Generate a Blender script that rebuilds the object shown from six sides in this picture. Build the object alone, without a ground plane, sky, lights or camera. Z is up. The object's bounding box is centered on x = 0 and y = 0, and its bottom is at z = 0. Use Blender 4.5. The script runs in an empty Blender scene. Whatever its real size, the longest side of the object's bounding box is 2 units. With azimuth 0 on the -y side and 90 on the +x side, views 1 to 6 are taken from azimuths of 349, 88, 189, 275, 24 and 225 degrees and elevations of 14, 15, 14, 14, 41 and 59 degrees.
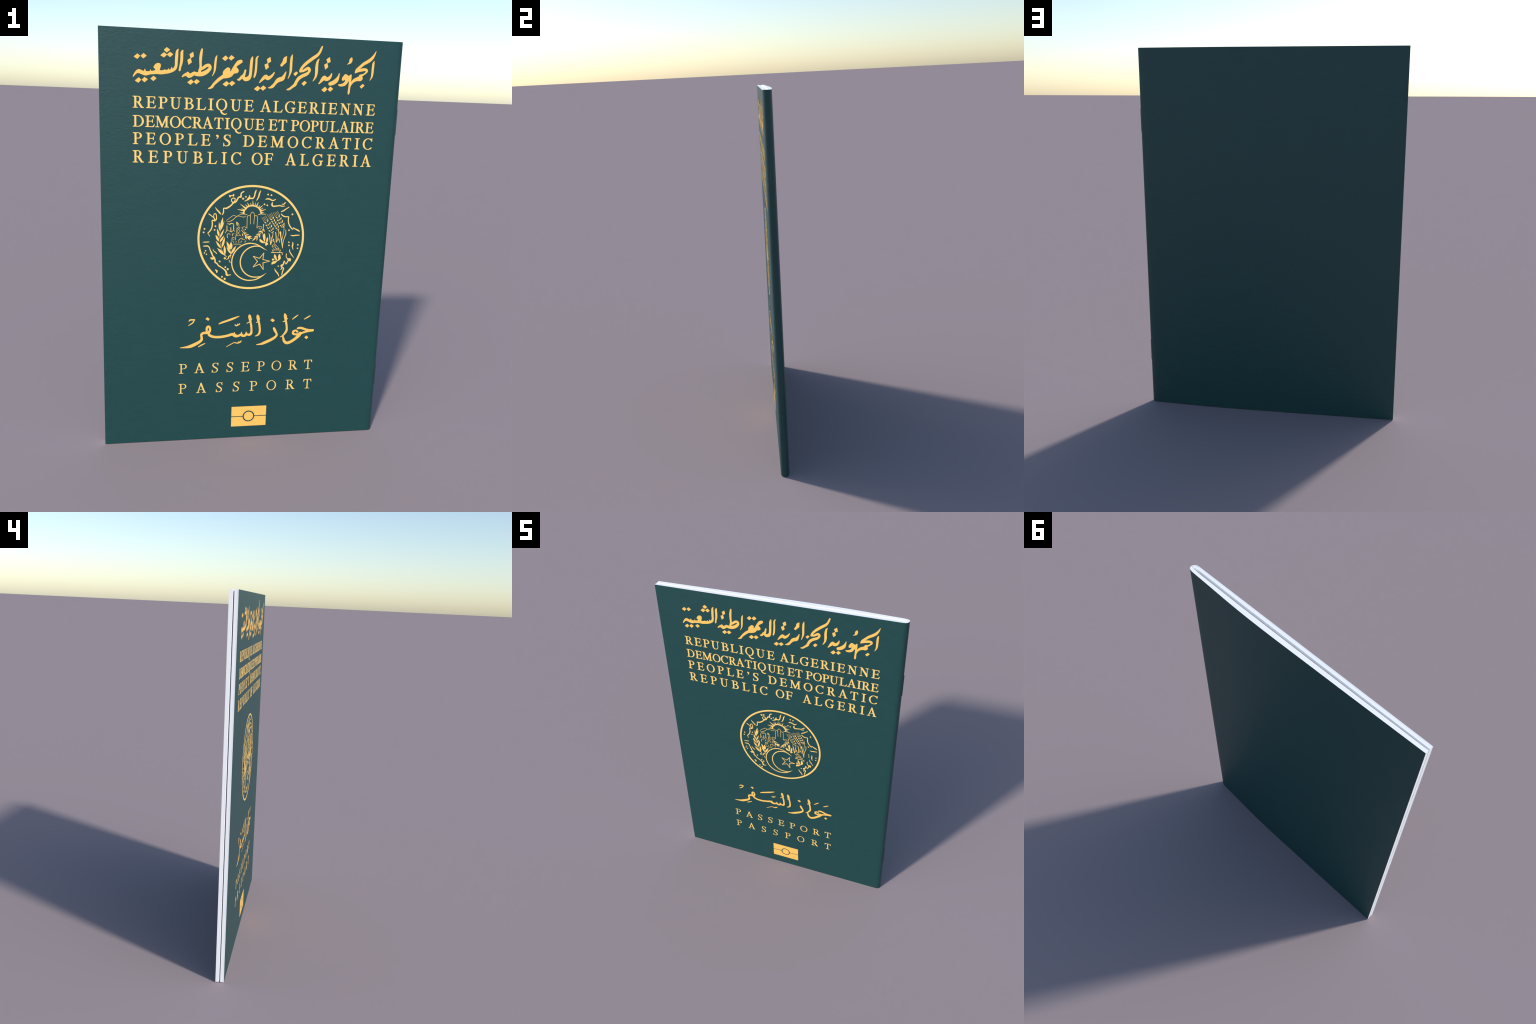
"""A closed dark green passport booklet standing upright: a bent cover around two
page blocks, two staple ridges on the spine, and gold foil stamping on the front
(serif capitals, pen-drawn calligraphy, a round emblem and a chip symbol).

Units: the booklet is in metres; the foil marks are described in millimetres on the
front cover (x to the right, z up) and are inked by a small pen engine: strokes with
a changing pen width, straight rules, diamond dots, round dots and leaf shapes are
merged into one clean outline and raised slightly from the cover."""
import bpy
import math
import numpy as np

# ----------------------------------------------------------------- materials


def new_material(name):
    m = bpy.data.materials.new(name)
    m.use_nodes = True
    nt = m.node_tree
    return m, nt, nt.nodes["Principled BSDF"]


def grain(nt, scale, noise_scale, detail=4.0):
    """Noise on stretched Object coordinates."""
    n, l = nt.nodes, nt.links
    tc = n.new("ShaderNodeTexCoord")
    mp = n.new("ShaderNodeMapping")
    mp.inputs["Scale"].default_value = scale
    no = n.new("ShaderNodeTexNoise")
    no.inputs["Scale"].default_value = noise_scale
    no.inputs["Detail"].default_value = detail
    l.new(tc.outputs["Object"], mp.inputs["Vector"])
    l.new(mp.outputs["Vector"], no.inputs["Vector"])
    return no


def tint(nt, fac, dark, light, low=0.3, high=0.7):
    r = nt.nodes.new("ShaderNodeValToRGB")
    r.color_ramp.elements[0].position = low
    r.color_ramp.elements[0].color = (*dark, 1)
    r.color_ramp.elements[1].position = high
    r.color_ramp.elements[1].color = (*light, 1)
    nt.links.new(fac, r.inputs["Fac"])
    return r.outputs["Color"]


def bump(nt, height, strength, distance, normal=None):
    b = nt.nodes.new("ShaderNodeBump")
    b.inputs["Strength"].default_value = strength
    b.inputs["Distance"].default_value = distance
    nt.links.new(height, b.inputs["Height"])
    if normal is not None:
        nt.links.new(normal, b.inputs["Normal"])
    return b.outputs["Normal"]


def leather_bump(nt, strength):
    fine = grain(nt, (0.5, 1.0, 1.0), 230.0, 3.0)
    wrinkle = grain(nt, (0.45, 1.0, 1.0), 130.0, 3.0)
    nm = bump(nt, wrinkle.outputs["Fac"], strength, 0.004)
    return bump(nt, fine.outputs["Fac"], strength * 0.7, 0.002, nm)


GREEN = (0.0030, 0.0470, 0.0478)
GOLD = (0.860, 0.500, 0.106)
GOLD_FINE = (0.890, 0.572, 0.160)
PAPER = (0.945, 0.945, 0.945)


def shade(c, k):
    return tuple(v * k for v in c)


def make_cover_material():
    m, nt, p = new_material("green_leatherette")
    patch = grain(nt, (0.5, 1.0, 1.4), 30.0, 5.0)
    nt.links.new(tint(nt, patch.outputs["Fac"], shade(GREEN, 0.95), shade(GREEN, 1.05)), p.inputs["Base Color"])
    p.inputs["Roughness"].default_value = 0.5
    p.inputs["Specular IOR Level"].default_value = 0.5
    nt.links.new(leather_bump(nt, 0.18), p.inputs["Normal"])
    return m


def make_foil_material(name, gold):
    m, nt, p = new_material(name)
    patch = grain(nt, (1.0, 1.0, 1.0), 40.0, 5.0)
    nt.links.new(tint(nt, patch.outputs["Fac"], shade(gold, 0.97), shade(gold, 1.03)), p.inputs["Base Color"])
    p.inputs["Roughness"].default_value = 0.5
    p.inputs["Specular IOR Level"].default_value = 0.5
    nt.links.new(leather_bump(nt, 0.15), p.inputs["Normal"])
    return m


def make_paper_material(name, layered):
    m, nt, p = new_material(name)
    # sheets lie parallel to the covers: long bands that change quickly across y
    sheets = grain(nt, (1.5, 330.0, 0.6), 1.0, 2.0)
    amount = 0.03 if layered else 0.012
    nt.links.new(tint(nt, sheets.outputs["Fac"], shade(PAPER, 1 - amount), shade(PAPER, 1 + amount)), p.inputs["Base Color"])
    p.inputs["Roughness"].default_value = 0.6
    p.inputs["Specular IOR Level"].default_value = 0.4
    if layered:
        nt.links.new(bump(nt, sheets.outputs["Fac"], 0.15, 0.001), p.inputs["Normal"])
    return m


MAT_COVER = make_cover_material()
MAT_FOIL = make_foil_material("gold_foil", GOLD)
MAT_FINE_FOIL = make_foil_material("fine_gold_foil", GOLD_FINE)   # paler, yellower gold for the letters and emblem
MAT_BOARD = make_paper_material("cover_board_edge", False)
MAT_PAPER = make_paper_material("page_paper", True)

# ------------------------------------------------------------------- helpers


def add_object(name, mesh, parent, location=(0, 0, 0)):
    ob = bpy.data.objects.new(name, mesh)
    bpy.context.scene.collection.objects.link(ob)
    ob.parent = parent
    ob.location = location
    return ob


def mesh_from(name, verts, faces, materials, slots=None, smooth_angle=None):
    me = bpy.data.meshes.new(name)
    me.from_pydata([tuple(map(float, v)) for v in verts], [], faces)
    for m in materials:
        me.materials.append(m)
    if slots is not None:
        me.polygons.foreach_set("material_index", slots)
    if smooth_angle is not None:
        me.polygons.foreach_set("use_smooth", [True] * len(me.polygons))
        me.set_sharp_from_angle(angle=math.radians(smooth_angle))
    me.update()
    me.validate()
    return me


def smooth_curve(points, step):
    """Catmull-Rom through rows of any width, resampled at about `step`."""
    p = np.asarray(points, float)
    p = np.vstack([2 * p[0] - p[1], p, 2 * p[-1] - p[-2]])
    out = []
    for i in range(1, len(p) - 2):
        n = max(1, int(math.ceil(np.hypot(*(p[i + 1] - p[i])[:2]) / step)))
        t = (np.arange(n) / n)[:, None]
        a, b, c, d = p[i - 1], p[i], p[i + 1], p[i + 2]
        out.append(0.5 * (2 * b + (c - a) * t + (2 * a - 5 * b + 4 * c - d) * t**2 + (3 * b - a - 3 * c + d) * t**3))
    out.append(p[-2][None])
    return np.vstack(out)


# -------------------------------------------------------- booklet cross-section
HEIGHT = 2.0
FREE_X = -0.7030           # open edge
BEND_X = 0.655             # where the covers begin to turn into the spine
FRONT_FREE_Y, FRONT_BEND_Y = -0.0177, -0.0315
SLOPE = (FRONT_BEND_Y - FRONT_FREE_Y) / (BEND_X - FREE_X)
BOARD = 0.0036             # cover thickness


def front_y(x):
    return FRONT_FREE_Y + (x - FREE_X) * SLOPE


# outer outline seen from above: flat front, rounded spine, gently bowed back
SPINE = [(0.630, front_y(0.630)), (BEND_X, FRONT_BEND_Y), (0.677, -0.0311), (0.690, -0.0270), (0.6975, -0.0180),
         (0.7000, -0.0080), (0.6980, 0.0005), (0.6915, 0.0072), (0.680, 0.0112), (0.660, 0.0139)]
BACK = [(0.600, 0.0167), (0.520, 0.0206), (0.430, 0.0252), (0.340, 0.0286), (0.265, 0.0304), (0.160, 0.0313), (0.050, 0.0312),
        (-0.100, 0.0304), (-0.320, 0.0296), (-0.500, 0.0283), (FREE_X, 0.0270)]
back_line = np.array(sorted(BACK + SPINE[-3:]))


def back_y(x):
    return float(np.interp(x, back_line[:, 0], back_line[:, 1]))


# middle line of the slit between the two page blocks
MIDDLE = np.array([(-0.7030, 0.0050), (-0.45, 0.0042), (-0.07, 0.0016), (0.335, -0.0020), (0.60, -0.0066), (0.69, -0.0085)])


def middle_y(x):
    return float(np.interp(x, MIDDLE[:, 0], MIDDLE[:, 1]))


def build_cover(parent):
    front = [(x, front_y(x)) for x in np.linspace(FREE_X, 0.600, 24)]
    turn = smooth_curve([front[-1]] + SPINE + BACK, 0.0022)
    keep = [front[:-1], turn]
    outer = np.vstack([np.array(k) for k in keep])
    tang = np.gradient(outer, axis=0)
    tang /= np.linalg.norm(tang, axis=1)[:, None]
    inner = outer + BOARD * np.stack([-tang[:, 1], tang[:, 0]], 1)
    inner[0, 0] = inner[-1, 0] = FREE_X
    n = len(outer)
    verts, faces, slots = [], [], []
    for z in (0.0, HEIGHT):
        verts += [(x, y, z) for x, y in outer] + [(x, y, z) for x, y in inner]
    o0, i0, o1, i1 = 0, n, 2 * n, 3 * n
    for k in range(n - 1):
        faces.append((o0 + k, o0 + k + 1, o1 + k + 1, o1 + k)); slots.append(0)
        faces.append((i0 + k + 1, i0 + k, i1 + k, i1 + k + 1)); slots.append(1)
        faces.append((o1 + k, o1 + k + 1, i1 + k + 1, i1 + k)); slots.append(1)
        faces.append((i0 + k, i0 + k + 1, o0 + k + 1, o0 + k)); slots.append(1)
    faces.append((i0, o0, o1, i1)); slots.append(1)
    faces.append((o0 + n - 1, i0 + n - 1, i1 + n - 1, o1 + n - 1)); slots.append(1)
    me = mesh_from("cover", verts, faces, [MAT_COVER, MAT_BOARD], slots, 40)
    return add_object("cover", me, parent)


# page block: the slit edge is bevelled at head, foot and open side
FOLD_X = 0.6952
LIP_WIDE, LIP_DEEP = 0.0022, 0.0030
SLIT = np.array([(-0.703, 0.0022), (-0.45, 0.0030), (-0.10, 0.0044), (0.35, 0.0048), (0.60, 0.0044)])   # half-width: leaves spring apart mid-way


def build_page_block(parent, side):
    """side -1: the half under the front cover, +1: the half under the back cover."""
    x_free = FREE_X + 0.0004
    xs = np.concatenate([[x_free, x_free + 0.0032], np.linspace(x_free + 0.012, 0.62, 60),
                         0.655 + (FOLD_X - 0.655) * np.sin(np.linspace(0, 1, 14) * math.pi / 2)])
    edge = []
    for x in xs:
        t = max(0.0, (x - 0.655) / (FOLD_X - 0.655))
        mid = middle_y(x)
        y0 = (front_y(min(x, BEND_X)) + BOARD) if side < 0 else (back_y(min(x, 0.66)) - BOARD)
        y0 += -side * 0.00025
        out = mid + (y0 - mid) * math.sqrt(max(0.0, 1 - t * t)) ** 0.6
        close = min(1.0, max(0.02, (0.6885 - x) / 0.035) ** 0.8)
        edge.append((x, out, mid, close))
    levels = [(0.0, 1.0), (LIP_DEEP * 0.4, 0.45), (LIP_DEEP, 0.0), (HEIGHT - LIP_DEEP, 0.0), (HEIGHT - LIP_DEEP * 0.4, 0.45), (HEIGHT, 1.0)]
    n = len(edge)
    verts, faces = [], []
    for z, lip in levels:
        zz = min(max(z, 0.0003), HEIGHT - 0.0003)
        for x, out, mid, close in edge:
            verts.append((x, out, zz))
        for k, (x, out, mid, close) in enumerate(edge):
            g = (float(np.interp(x, SLIT[:, 0], SLIT[:, 1])) + lip * LIP_WIDE) * close + (0.0012 if k == 0 else 0.0) + 0.0022 * min(1.0, max(0.0, (x - 0.6890) / 0.005))
            y = mid + side * g
            if side * (out - y) < 0:
                y = out
            verts.append((x, y, zz))
    ring = 2 * n

    def quad(a, b, c, d):
        faces.append((a, b, c, d) if side < 0 else (d, c, b, a))

    for j in range(len(levels) - 1):
        a, b = j * ring, (j + 1) * ring
        for k in range(n - 1):
            quad(a + k, a + k + 1, b + k + 1, b + k)
            quad(a + n + k + 1, a + n + k, b + n + k, b + n + k + 1)
        quad(a + n, a, b, b + n)
        quad(a + n - 1, a + 2 * n - 1, b + 2 * n - 1, b + n - 1)
    top = (len(levels) - 1) * ring
    for k in range(n - 1):
        quad(top + k, top + k + 1, top + n + k + 1, top + n + k)
        quad(n + k, n + k + 1, k + 1, k)
    me = mesh_from("page_block", verts, faces, [MAT_PAPER], None, 25)
    return add_object("page_block", me, parent)


def build_staple(cover, mesh, z):
    return add_object("staple", mesh, cover, (0.6985, -0.0085, z))


def staple_mesh(length):
    """A ridge pressed through the spine: half-round bar with blunt ends."""
    half, rise, n = 0.0038, 0.0047, 12
    arc = [(rise * math.sin(a) ** 0.7, -half * math.cos(a)) for a in np.linspace(0, math.pi, n)]
    verts = [(x, y, z) for z in (0, length) for x, y in arc]
    faces = [(k, k + 1, n + k + 1, n + k) for k in range(n - 1)]
    faces += [tuple(range(n - 1, -1, -1)), tuple(range(n, 2 * n)), (n - 1, 0, n, 2 * n - 1)]
    return mesh_from("staple", verts, faces, [MAT_COVER], None, 35)


# ---------------------------------------------------------------- pen engine
FOIL = 0.0005


def ink(*v):
    """Pen stroke through x, z, half-width triples, smoothed."""
    return ("stroke", smooth_curve(np.array(v, float).reshape(-1, 3), 1.0))


def rule(*v):
    """Straight-sided stroke through x, z, half-width triples."""
    return ("stroke", np.array(v, float).reshape(-1, 3))


def dot(x, z, r):
    return ("stroke", np.array([(x, z, r), (x + 0.01, z, r)]))


def leaf(x0, z0, x1, z1, w):
    """Pointed leaf from stalk to tip, widest a little before the middle."""
    t = np.linspace(0, 1, 12)
    half = np.maximum(0.35, 1.02 * w * np.sin(math.pi * t ** 0.9) ** 0.9)
    return ("stroke", np.stack([x0 + (x1 - x0) * t, z0 + (z1 - z0) * t, half], 1))


def ray(x0, z0, x1, z1, w):
    """Straight spike, widest at the root."""
    return ("stroke", np.array([(x0, z0, 0.62 * w), (x1, z1, 0.2)]))


def finer(shapes, less):
    """The same drawing with a finer pen."""
    return [(s[0], np.column_stack([s[1][:, :2], np.maximum(0.45, s[1][:, 2] - less)])) if s[0] == "stroke" else s for s in shapes]


def dia(*v):
    """Reed-pen dot: a diamond with softened corners."""
    return ("poly", np.array(v, float).reshape(-1, 2), 1.1)


def poly(*v):
    return ("poly", np.array(v, float).reshape(-1, 2), 0.25)


def cut(*v):
    return ("cut", smooth_curve(np.array(v, float).reshape(-1, 3), 1.0))


def stroke_field(X, Z, pts, field, step):
    x0, z0 = X[0, 0], Z[0, 0]
    for (ax, az, aw), (bx, bz, bw) in zip(pts[:-1], pts[1:]):
        m = max(aw, bw) + 3 * step
        i0 = max(0, int((min(ax, bx) - m - x0) / step)); i1 = int((max(ax, bx) + m - x0) / step) + 2
        j0 = max(0, int((min(az, bz) - m - z0) / step)); j1 = int((max(az, bz) + m - z0) / step) + 2
        x, z = X[j0:j1, i0:i1], Z[j0:j1, i0:i1]
        dx, dz = bx - ax, bz - az
        t = np.clip(((x - ax) * dx + (z - az) * dz) / max(dx * dx + dz * dz, 1e-9), 0, 1)
        d = np.hypot(x - ax - t * dx, z - az - t * dz) - (aw + (bw - aw) * t)
        field[j0:j1, i0:i1] = np.minimum(field[j0:j1, i0:i1], d)


def poly_field(X, Z, pts, soft, field):
    c = pts.mean(0)
    r = np.abs(pts - c).max(0)
    pts = c + (pts - c) * (1 - soft / np.maximum(r, soft * 1.5))
    best = np.full(X.shape, 1e9)
    inside = np.zeros(X.shape, bool)
    for (ax, az), (bx, bz) in zip(pts, np.roll(pts, -1, 0)):
        dx, dz = bx - ax, bz - az
        t = np.clip(((X - ax) * dx + (Z - az) * dz) / max(dx * dx + dz * dz, 1e-9), 0, 1)
        best = np.minimum(best, np.hypot(X - ax - t * dx, Z - az - t * dz))
        cross = (az > Z) != (bz > Z)
        inside ^= cross & (X < ax + dx * (Z - az) / (dz if abs(dz) > 1e-9 else 1e-9))
    np.minimum(field, np.where(inside, -best, best) - soft, out=field)


def foil_mesh(name, shapes, step, origin=(0.0, 0.0), foil=None):
    """Merge the inked shapes into one outline and raise it as thin foil."""
    allp = []
    for s in shapes:
        w = s[1][:, 2:3].max() if s[0] != "poly" else 1.0
        allp += [s[1][:, :2].min(0) - w, s[1][:, :2].max(0) + w]
    lo, hi = np.min(allp, 0) - 4 * step, np.max(allp, 0) + 4 * step
    # an odd offset keeps straight edges off the grid lines
    gx = lo[0] + step * np.arange(int((hi[0] - lo[0]) / step) + 2) + 0.0137
    gz = lo[1] + step * np.arange(int((hi[1] - lo[1]) / step) + 2) + 0.0171
    X, Z = np.meshgrid(gx, gz)
    field = np.full(X.shape, 50.0)
    for s in shapes:
        if s[0] == "stroke":
            stroke_field(X, Z, s[1], field, step)
        elif s[0] == "poly":
            poly_field(X, Z, s[1], s[2], field)
    for s in shapes:
        if s[0] == "cut":
            hole = np.full(X.shape, 50.0)
            stroke_field(X, Z, s[1], hole, step)
            field = np.maximum(field, -hole)
    field[np.abs(field) < 1e-4] = 1e-4
    ins = field < 0
    index, verts, faces = {}, [], []

    def put(key, x, z):
        k = index.get(key)
        if k is None:
            k = index[key] = len(verts)
            x, z = (x - origin[0]) / 1000, (z - origin[1]) / 1000
            verts.append((x, SLOPE * x - FOIL, z))
        return k

    def base(k):
        key = ("b", k)
        b = index.get(key)
        if b is None:
            b = index[key] = len(verts)
            x, y, z = verts[k]
            verts.append((x, y + FOIL + 0.0004, z))
        return b

    def node(i, j):
        return put((i, j), gx[i], gz[j])

    def crossing(i, j, p, q):
        if (p, q) < (i, j):
            i, j, p, q = p, q, i, j
        a, b = field[j, i], field[q, p]
        t = a / (a - b)
        return put((i, j, p, q), gx[i] + (gx[p] - gx[i]) * t, gz[j] + (gz[q] - gz[j]) * t)

    count = ins[:-1, :-1].astype(int) + ins[1:, :-1] + ins[:-1, 1:] + ins[1:, 1:]
    for j in range(count.shape[0]):
        row = count[j]
        hits = np.nonzero(row)[0]
        k = 0
        while k < len(hits):
            i = int(hits[k])
            if row[i] == 4:
                e = i
                while row[e + 1] == 4:
                    e += 1
                faces.append((node(i, j), node(e + 1, j), node(e + 1, j + 1), node(i, j + 1)))
                k += e - i + 1
                continue
            corners = [(i, j), (i + 1, j), (i + 1, j + 1), (i, j + 1)]
            loop, rim = [], []
            for a, b in zip(corners, corners[1:] + corners[:1]):
                ia, ib = ins[a[1], a[0]], ins[b[1], b[0]]
                if ia:
                    loop.append(node(*a))
                if ia != ib:
                    loop.append(crossing(*a, *b))
                    rim.append((loop[-1], ia))
            faces.append(tuple(loop))
            for (a, leaving), (b, _) in zip(rim, rim[1:] + rim[:1]):
                if leaving:
                    faces.append((b, a, base(a), base(b)))
            k += 1
    return mesh_from(name, verts, faces, [foil or MAT_FINE_FOIL])


def on_cover(x, z):
    return (x / 1000, front_y(x / 1000), z / 1000)


# ------------------------------------------------------- serif capital letters
CAP = 52.0


def arc(cx, cz, rx, rz, a0, a1, thick, thin, n=40):
    """Bowl of a letter: heavy at the sides, light above and below (angles in degrees)."""
    a = np.radians(np.linspace(a0, a1, n))
    half = thin / 2 + (thick - thin) / 2 * np.abs(np.cos(a)) ** 1.4
    return ("stroke", np.stack([cx + (rx - half) * np.cos(a), cz + (rz - half) * np.sin(a), half], 1))


def capital(ch, st, th):
    """Shapes of one old-style capital, 52 mm high, stem width st, hairline th."""
    h, s = st / 2, th * 0.85

    def stem(x, z0=0.0, z1=CAP, w=st):
        return poly(x - w / 2, z0, x + w / 2, z0, x + w / 2, z1, x - w / 2, z1)

    def serif(x0, x1, top, x=None, w=st):
        x = (x0 + x1) / 2 if x is None else x
        z0, z1, b = (CAP, CAP - s, -3.2) if top else (0.0, s, 3.2)
        return poly(x0, z0, x1, z0, x1, z1, x + w / 2 + 2, z1 + 0.2 * b, x + w / 2, z1 + b, x - w / 2, z1 + b, x - w / 2 - 2, z1 + 0.2 * b, x0, z1)

    left = 12.0
    if ch == "I":
        return [stem(12.5), serif(0, 25, 0), serif(0, 25, 1)]
    if ch == "L":
        return [stem(left), serif(0, 24, 0), serif(0, 25, 1), poly(10, 0, 41, 0, 46, 14, 43.4, 14, 38, 6, 34, th, 10, th)]
    if ch in "EF":
        arm = [stem(left), serif(0, 24, 1), poly(10, 52, 41, 52, 42, 39.5, 39.6, 39.5, 37.5, 45, 34, 52 - th, 10, 52 - th),
               poly(10, 25, 31, 25, 34, 19, 36.2, 19, 36.2, 36, 34, 36, 31, 25 + th, 10, 25 + th)]
        foot = [serif(0, 26, 0)] if ch == "F" else [serif(0, 22, 0), poly(10, 0, 41, 0, 45.5, 13.5, 43, 13.5, 37.5, 6, 33, th, 10, th)]
        return arm + foot
    if ch == "T":
        return [stem(22.5), serif(10, 35, 0), poly(1.5, 52, 43.5, 52, 45, 38, 42.4, 38, 40, 44, 37, 52 - th, 8, 52 - th, 5, 44, 2.6, 38, 0, 38)]
    if ch in "PR":
        bowl = 41 if ch == "P" else 39
        shapes = [stem(left), serif(0, 24, 0), serif(0, 22, 1), poly(10, 52, 24, 52, 24, 52 - th, 10, 52 - th),
                  arc(24, 38.3, bowl - 24, 13.7, -90, 90, st * 1.03, th), poly(10, 24.6, 24, 24.6, 24, 24.6 + th, 10, 24.6 + th)]
        if ch == "R":
            shapes.append(poly(19, 26, 30, 26, 44, 5, 50, 2.6, 50, 0, 37, 0))
        return shapes
    if ch == "B":
        return [stem(left), serif(0, 22, 0), serif(0, 22, 1), poly(10, 52, 24, 52, 24, 52 - th, 10, 52 - th), poly(10, 0, 24, 0, 24, th, 10, th),
                poly(10, 26, 24, 26, 24, 26 + th, 10, 26 + th), arc(23, 39.5, 16.5, 12.5, -90, 90, st * 0.95, th), arc(23.5, 14.8, 21, 14.8, -90, 90, st * 1.05, th)]
    if ch == "D":
        return [stem(left), serif(0, 22, 0), serif(0, 22, 1), poly(10, 52, 24, 52, 24, 52 - th, 10, 52 - th), poly(10, 0, 24, 0, 24, th, 10, th),
                arc(23.5, 26, 28.5, 26, -90, 90, st * 1.05, th)]
    if ch in "OQ":
        shapes = [arc(26, 26, 26, 27, 0, 360, st, th, 72)]
        if ch == "Q":
            shapes.append(ink(22, 1, 3.2, 25, -6, 4.0, 31, -13, 3.6, 40, -16.5, 2.8, 48, -15, 1.9, 51, -12.5, 1.1))
        return shapes
    if ch in "CG":
        shapes = [arc(27, 26, 27, 27, 52, 310, st, th, 60), poly(44.3, 53.5, 46.6, 53.5, 46.6, 37, 44.4, 37, 42, 42, 39.5, 46, 41.5, 50)]
        if ch == "C":
            return shapes + [ink(43, 46.5, 1.6, 38, 49.6, 2.1, 33, 51, th / 2), ink(40.0, 3.5, th * 0.62, 44, 6.6, th * 0.45, 46.6, 9.6, 0.7)]
        return shapes + [ink(43, 46.5, 1.6, 38, 49.6, 2.1, 33, 51, th / 2), stem(42, 3.5, 22, st * 0.95), poly(31, 24, 52.5, 24, 52.5, 24 - s, 48.5, 24 - s - 2, 36, 24 - s - 2, 31, 24 - s),
                         ink(33, 0.6, th / 2, 39, 2.4, th * 0.6, 43, 5, th * 0.8)]
    if ch == "S":
        return [ink(32.6, 42, 1.0, 29.5, 48, 1.7, 24, 50.8, th * 0.5, 15.5, 51, th * 0.55, 8.5, 46.8, h * 0.8, 5.8, 39.6, h * 0.95, 9.5, 33, h * 1.02, 17.5, 27.6, h * 1.08,
                    25.5, 22, h * 1.05, 30, 14.6, h * 0.95, 27, 6.6, h * 0.75, 19.5, 1.6, th * 0.6, 11, 1.4, th * 0.5, 5.5, 5, 1.7, 2.4, 11.5, 1.0),
                poly(31.6, 53, 34, 53, 34, 37.5, 31.8, 37.5, 29, 46), poly(0.6, -1, 3.2, -1, 6, 6, 3, 15.5, 0.8, 15.5)]
    if ch == "A":
        return [poly(23.5, 54, 27, 52, 11.5, 1, 6.5, 1), poly(23.2, 54.5, 27.6, 54.5, 48.5, 1, 48.5 - st * 1.12, 1, 22, 46), poly(12, 16.5, 38, 16.5, 36, 16.5 + th * 0.9, 14, 16.5 + th * 0.9),
                serif(0, 18, 0, 9, th), serif(32, 53, 0, 48.5 - st * 0.56, st)]
    if ch == "M":
        return [stem(10, 0, 50, th * 1.2), stem(53.5, 0, 52), poly(5, 52, 5 + st * 1.2, 52, 34.5, 10, 32.5, -0.5, 30.5, -0.5), poly(31.5, -0.5, 33.6, -0.5, 57, 52, 50.5, 52, 31.5, 10),
                serif(0, 19, 0, 10, th * 1.2), serif(42, 65, 0, 53.5, st), poly(0, 52, 12, 52, 12, 52 - s, 0, 52 - s), poly(52, 52, 65, 52, 65, 52 - s, 52, 52 - s)]
    if ch == "N":
        return [stem(9.5, 0, 50, th * 1.2), stem(42, 0, 52, th * 1.2), poly(4, 52, 4 + st * 1.25, 52, 44.4, 12, 44.4, -1, 40.5, -1), serif(0, 19, 0, 9.5, th * 1.2),
                serif(32.5, 52, 1, 42, th * 1.2), poly(0, 52, 12, 52, 12, 52 - s, 0, 52 - s)]
    if ch == "U":
        t = th * 0.62
        return [stem(12, 20, 52), serif(0, 24, 1, 12), serif(32, 52, 1, 42, th * 1.2), ink(12, 22, h, 12.2, 16, h * 0.98, 15.2, 7.6, h * 0.78, 21, 2.4, h * 0.6, 28, 1.6, t, 35.5, 4, t, 40.6, 10.5, t, 42, 20, t, 42, 34, t, 42, 48, t)]
    return [ink(5.6, 46.4, 4.6, 9.0, 45.6, 4.0), ink(9.4, 46, 4.0, 10.2, 40, 2.6, 7, 35, 1.4, 3, 31.6, 0.7)]   # apostrophe


HEAVY, LIGHT = (8.9, 3.1), (6.5, 2.4)

# each printed line: foot and head of the capitals in mm, width factor, pen weight, then letter and left edge
PRINTED = [
    (1658.6, 1710.3, 0.985, HEAVY, "R -557 E -498 P -443 U -392 B -328 L -273 I -218 Q -182 U -116 E -52 A 23 L 85 G 140 E 201 R 256 I 313 E 349 N 407 N 471 E 536"),
    (1575.2, 1626.1, 0.950, HEAVY, "D -557 E -502 M -457 O -391 C -339 R -290 A -244 T -189 I -140 Q -111 U -51 E 3 E 66 T 112 P 173 O 216 P 268 U 309 L 364 A 408 I 461.5 R 487.5 E 537"),
    (1497.4, 1549.9, 0.985, HEAVY, "P -557 E -499 O -437 P -368 L -309 E -248 ' -180 S -145 D -52 E 18 M 79 O 161 C 230 R 296 A 361 T 428 I 491 C 532"),
    (1414.2, 1469.5, 0.995, HEAVY, "R -558 E -488 P -421 U -359 B -284 L -217 I -151 C -106 O -8 F 52 A 154 L 225 G 287 E 358 R 420 I 487 A 527"),
    (366.6, 417.5, 0.960, LIGHT, "P -339 A -262 S -174 S -99 E -25 P 57 O 133 R 221 T 303"),
    (258.3, 310.5, 0.960, LIGHT, "P -340 A -251 S -151 S -64 P 22 O 111 R 211 T 305"),
]


def print_letters(cover):
    made = {}
    for foot, head, wide, weight, text in PRINTED:
        words = text.split()
        for n, (ch, left) in enumerate(zip(words[0::2], words[1::2])):
            if (ch, weight) not in made:
                made[ch, weight] = foil_mesh("letter", capital(ch, *weight), 0.65)
            ob = add_object("letter", made[ch, weight], cover, on_cover(float(left), foot))
            k = (head - foot) / CAP
            ob.scale = (wide, 1.0, k)
            ob.location.y -= 0.00006 * (n % 2)      # touching serifs never share a plane


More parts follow.
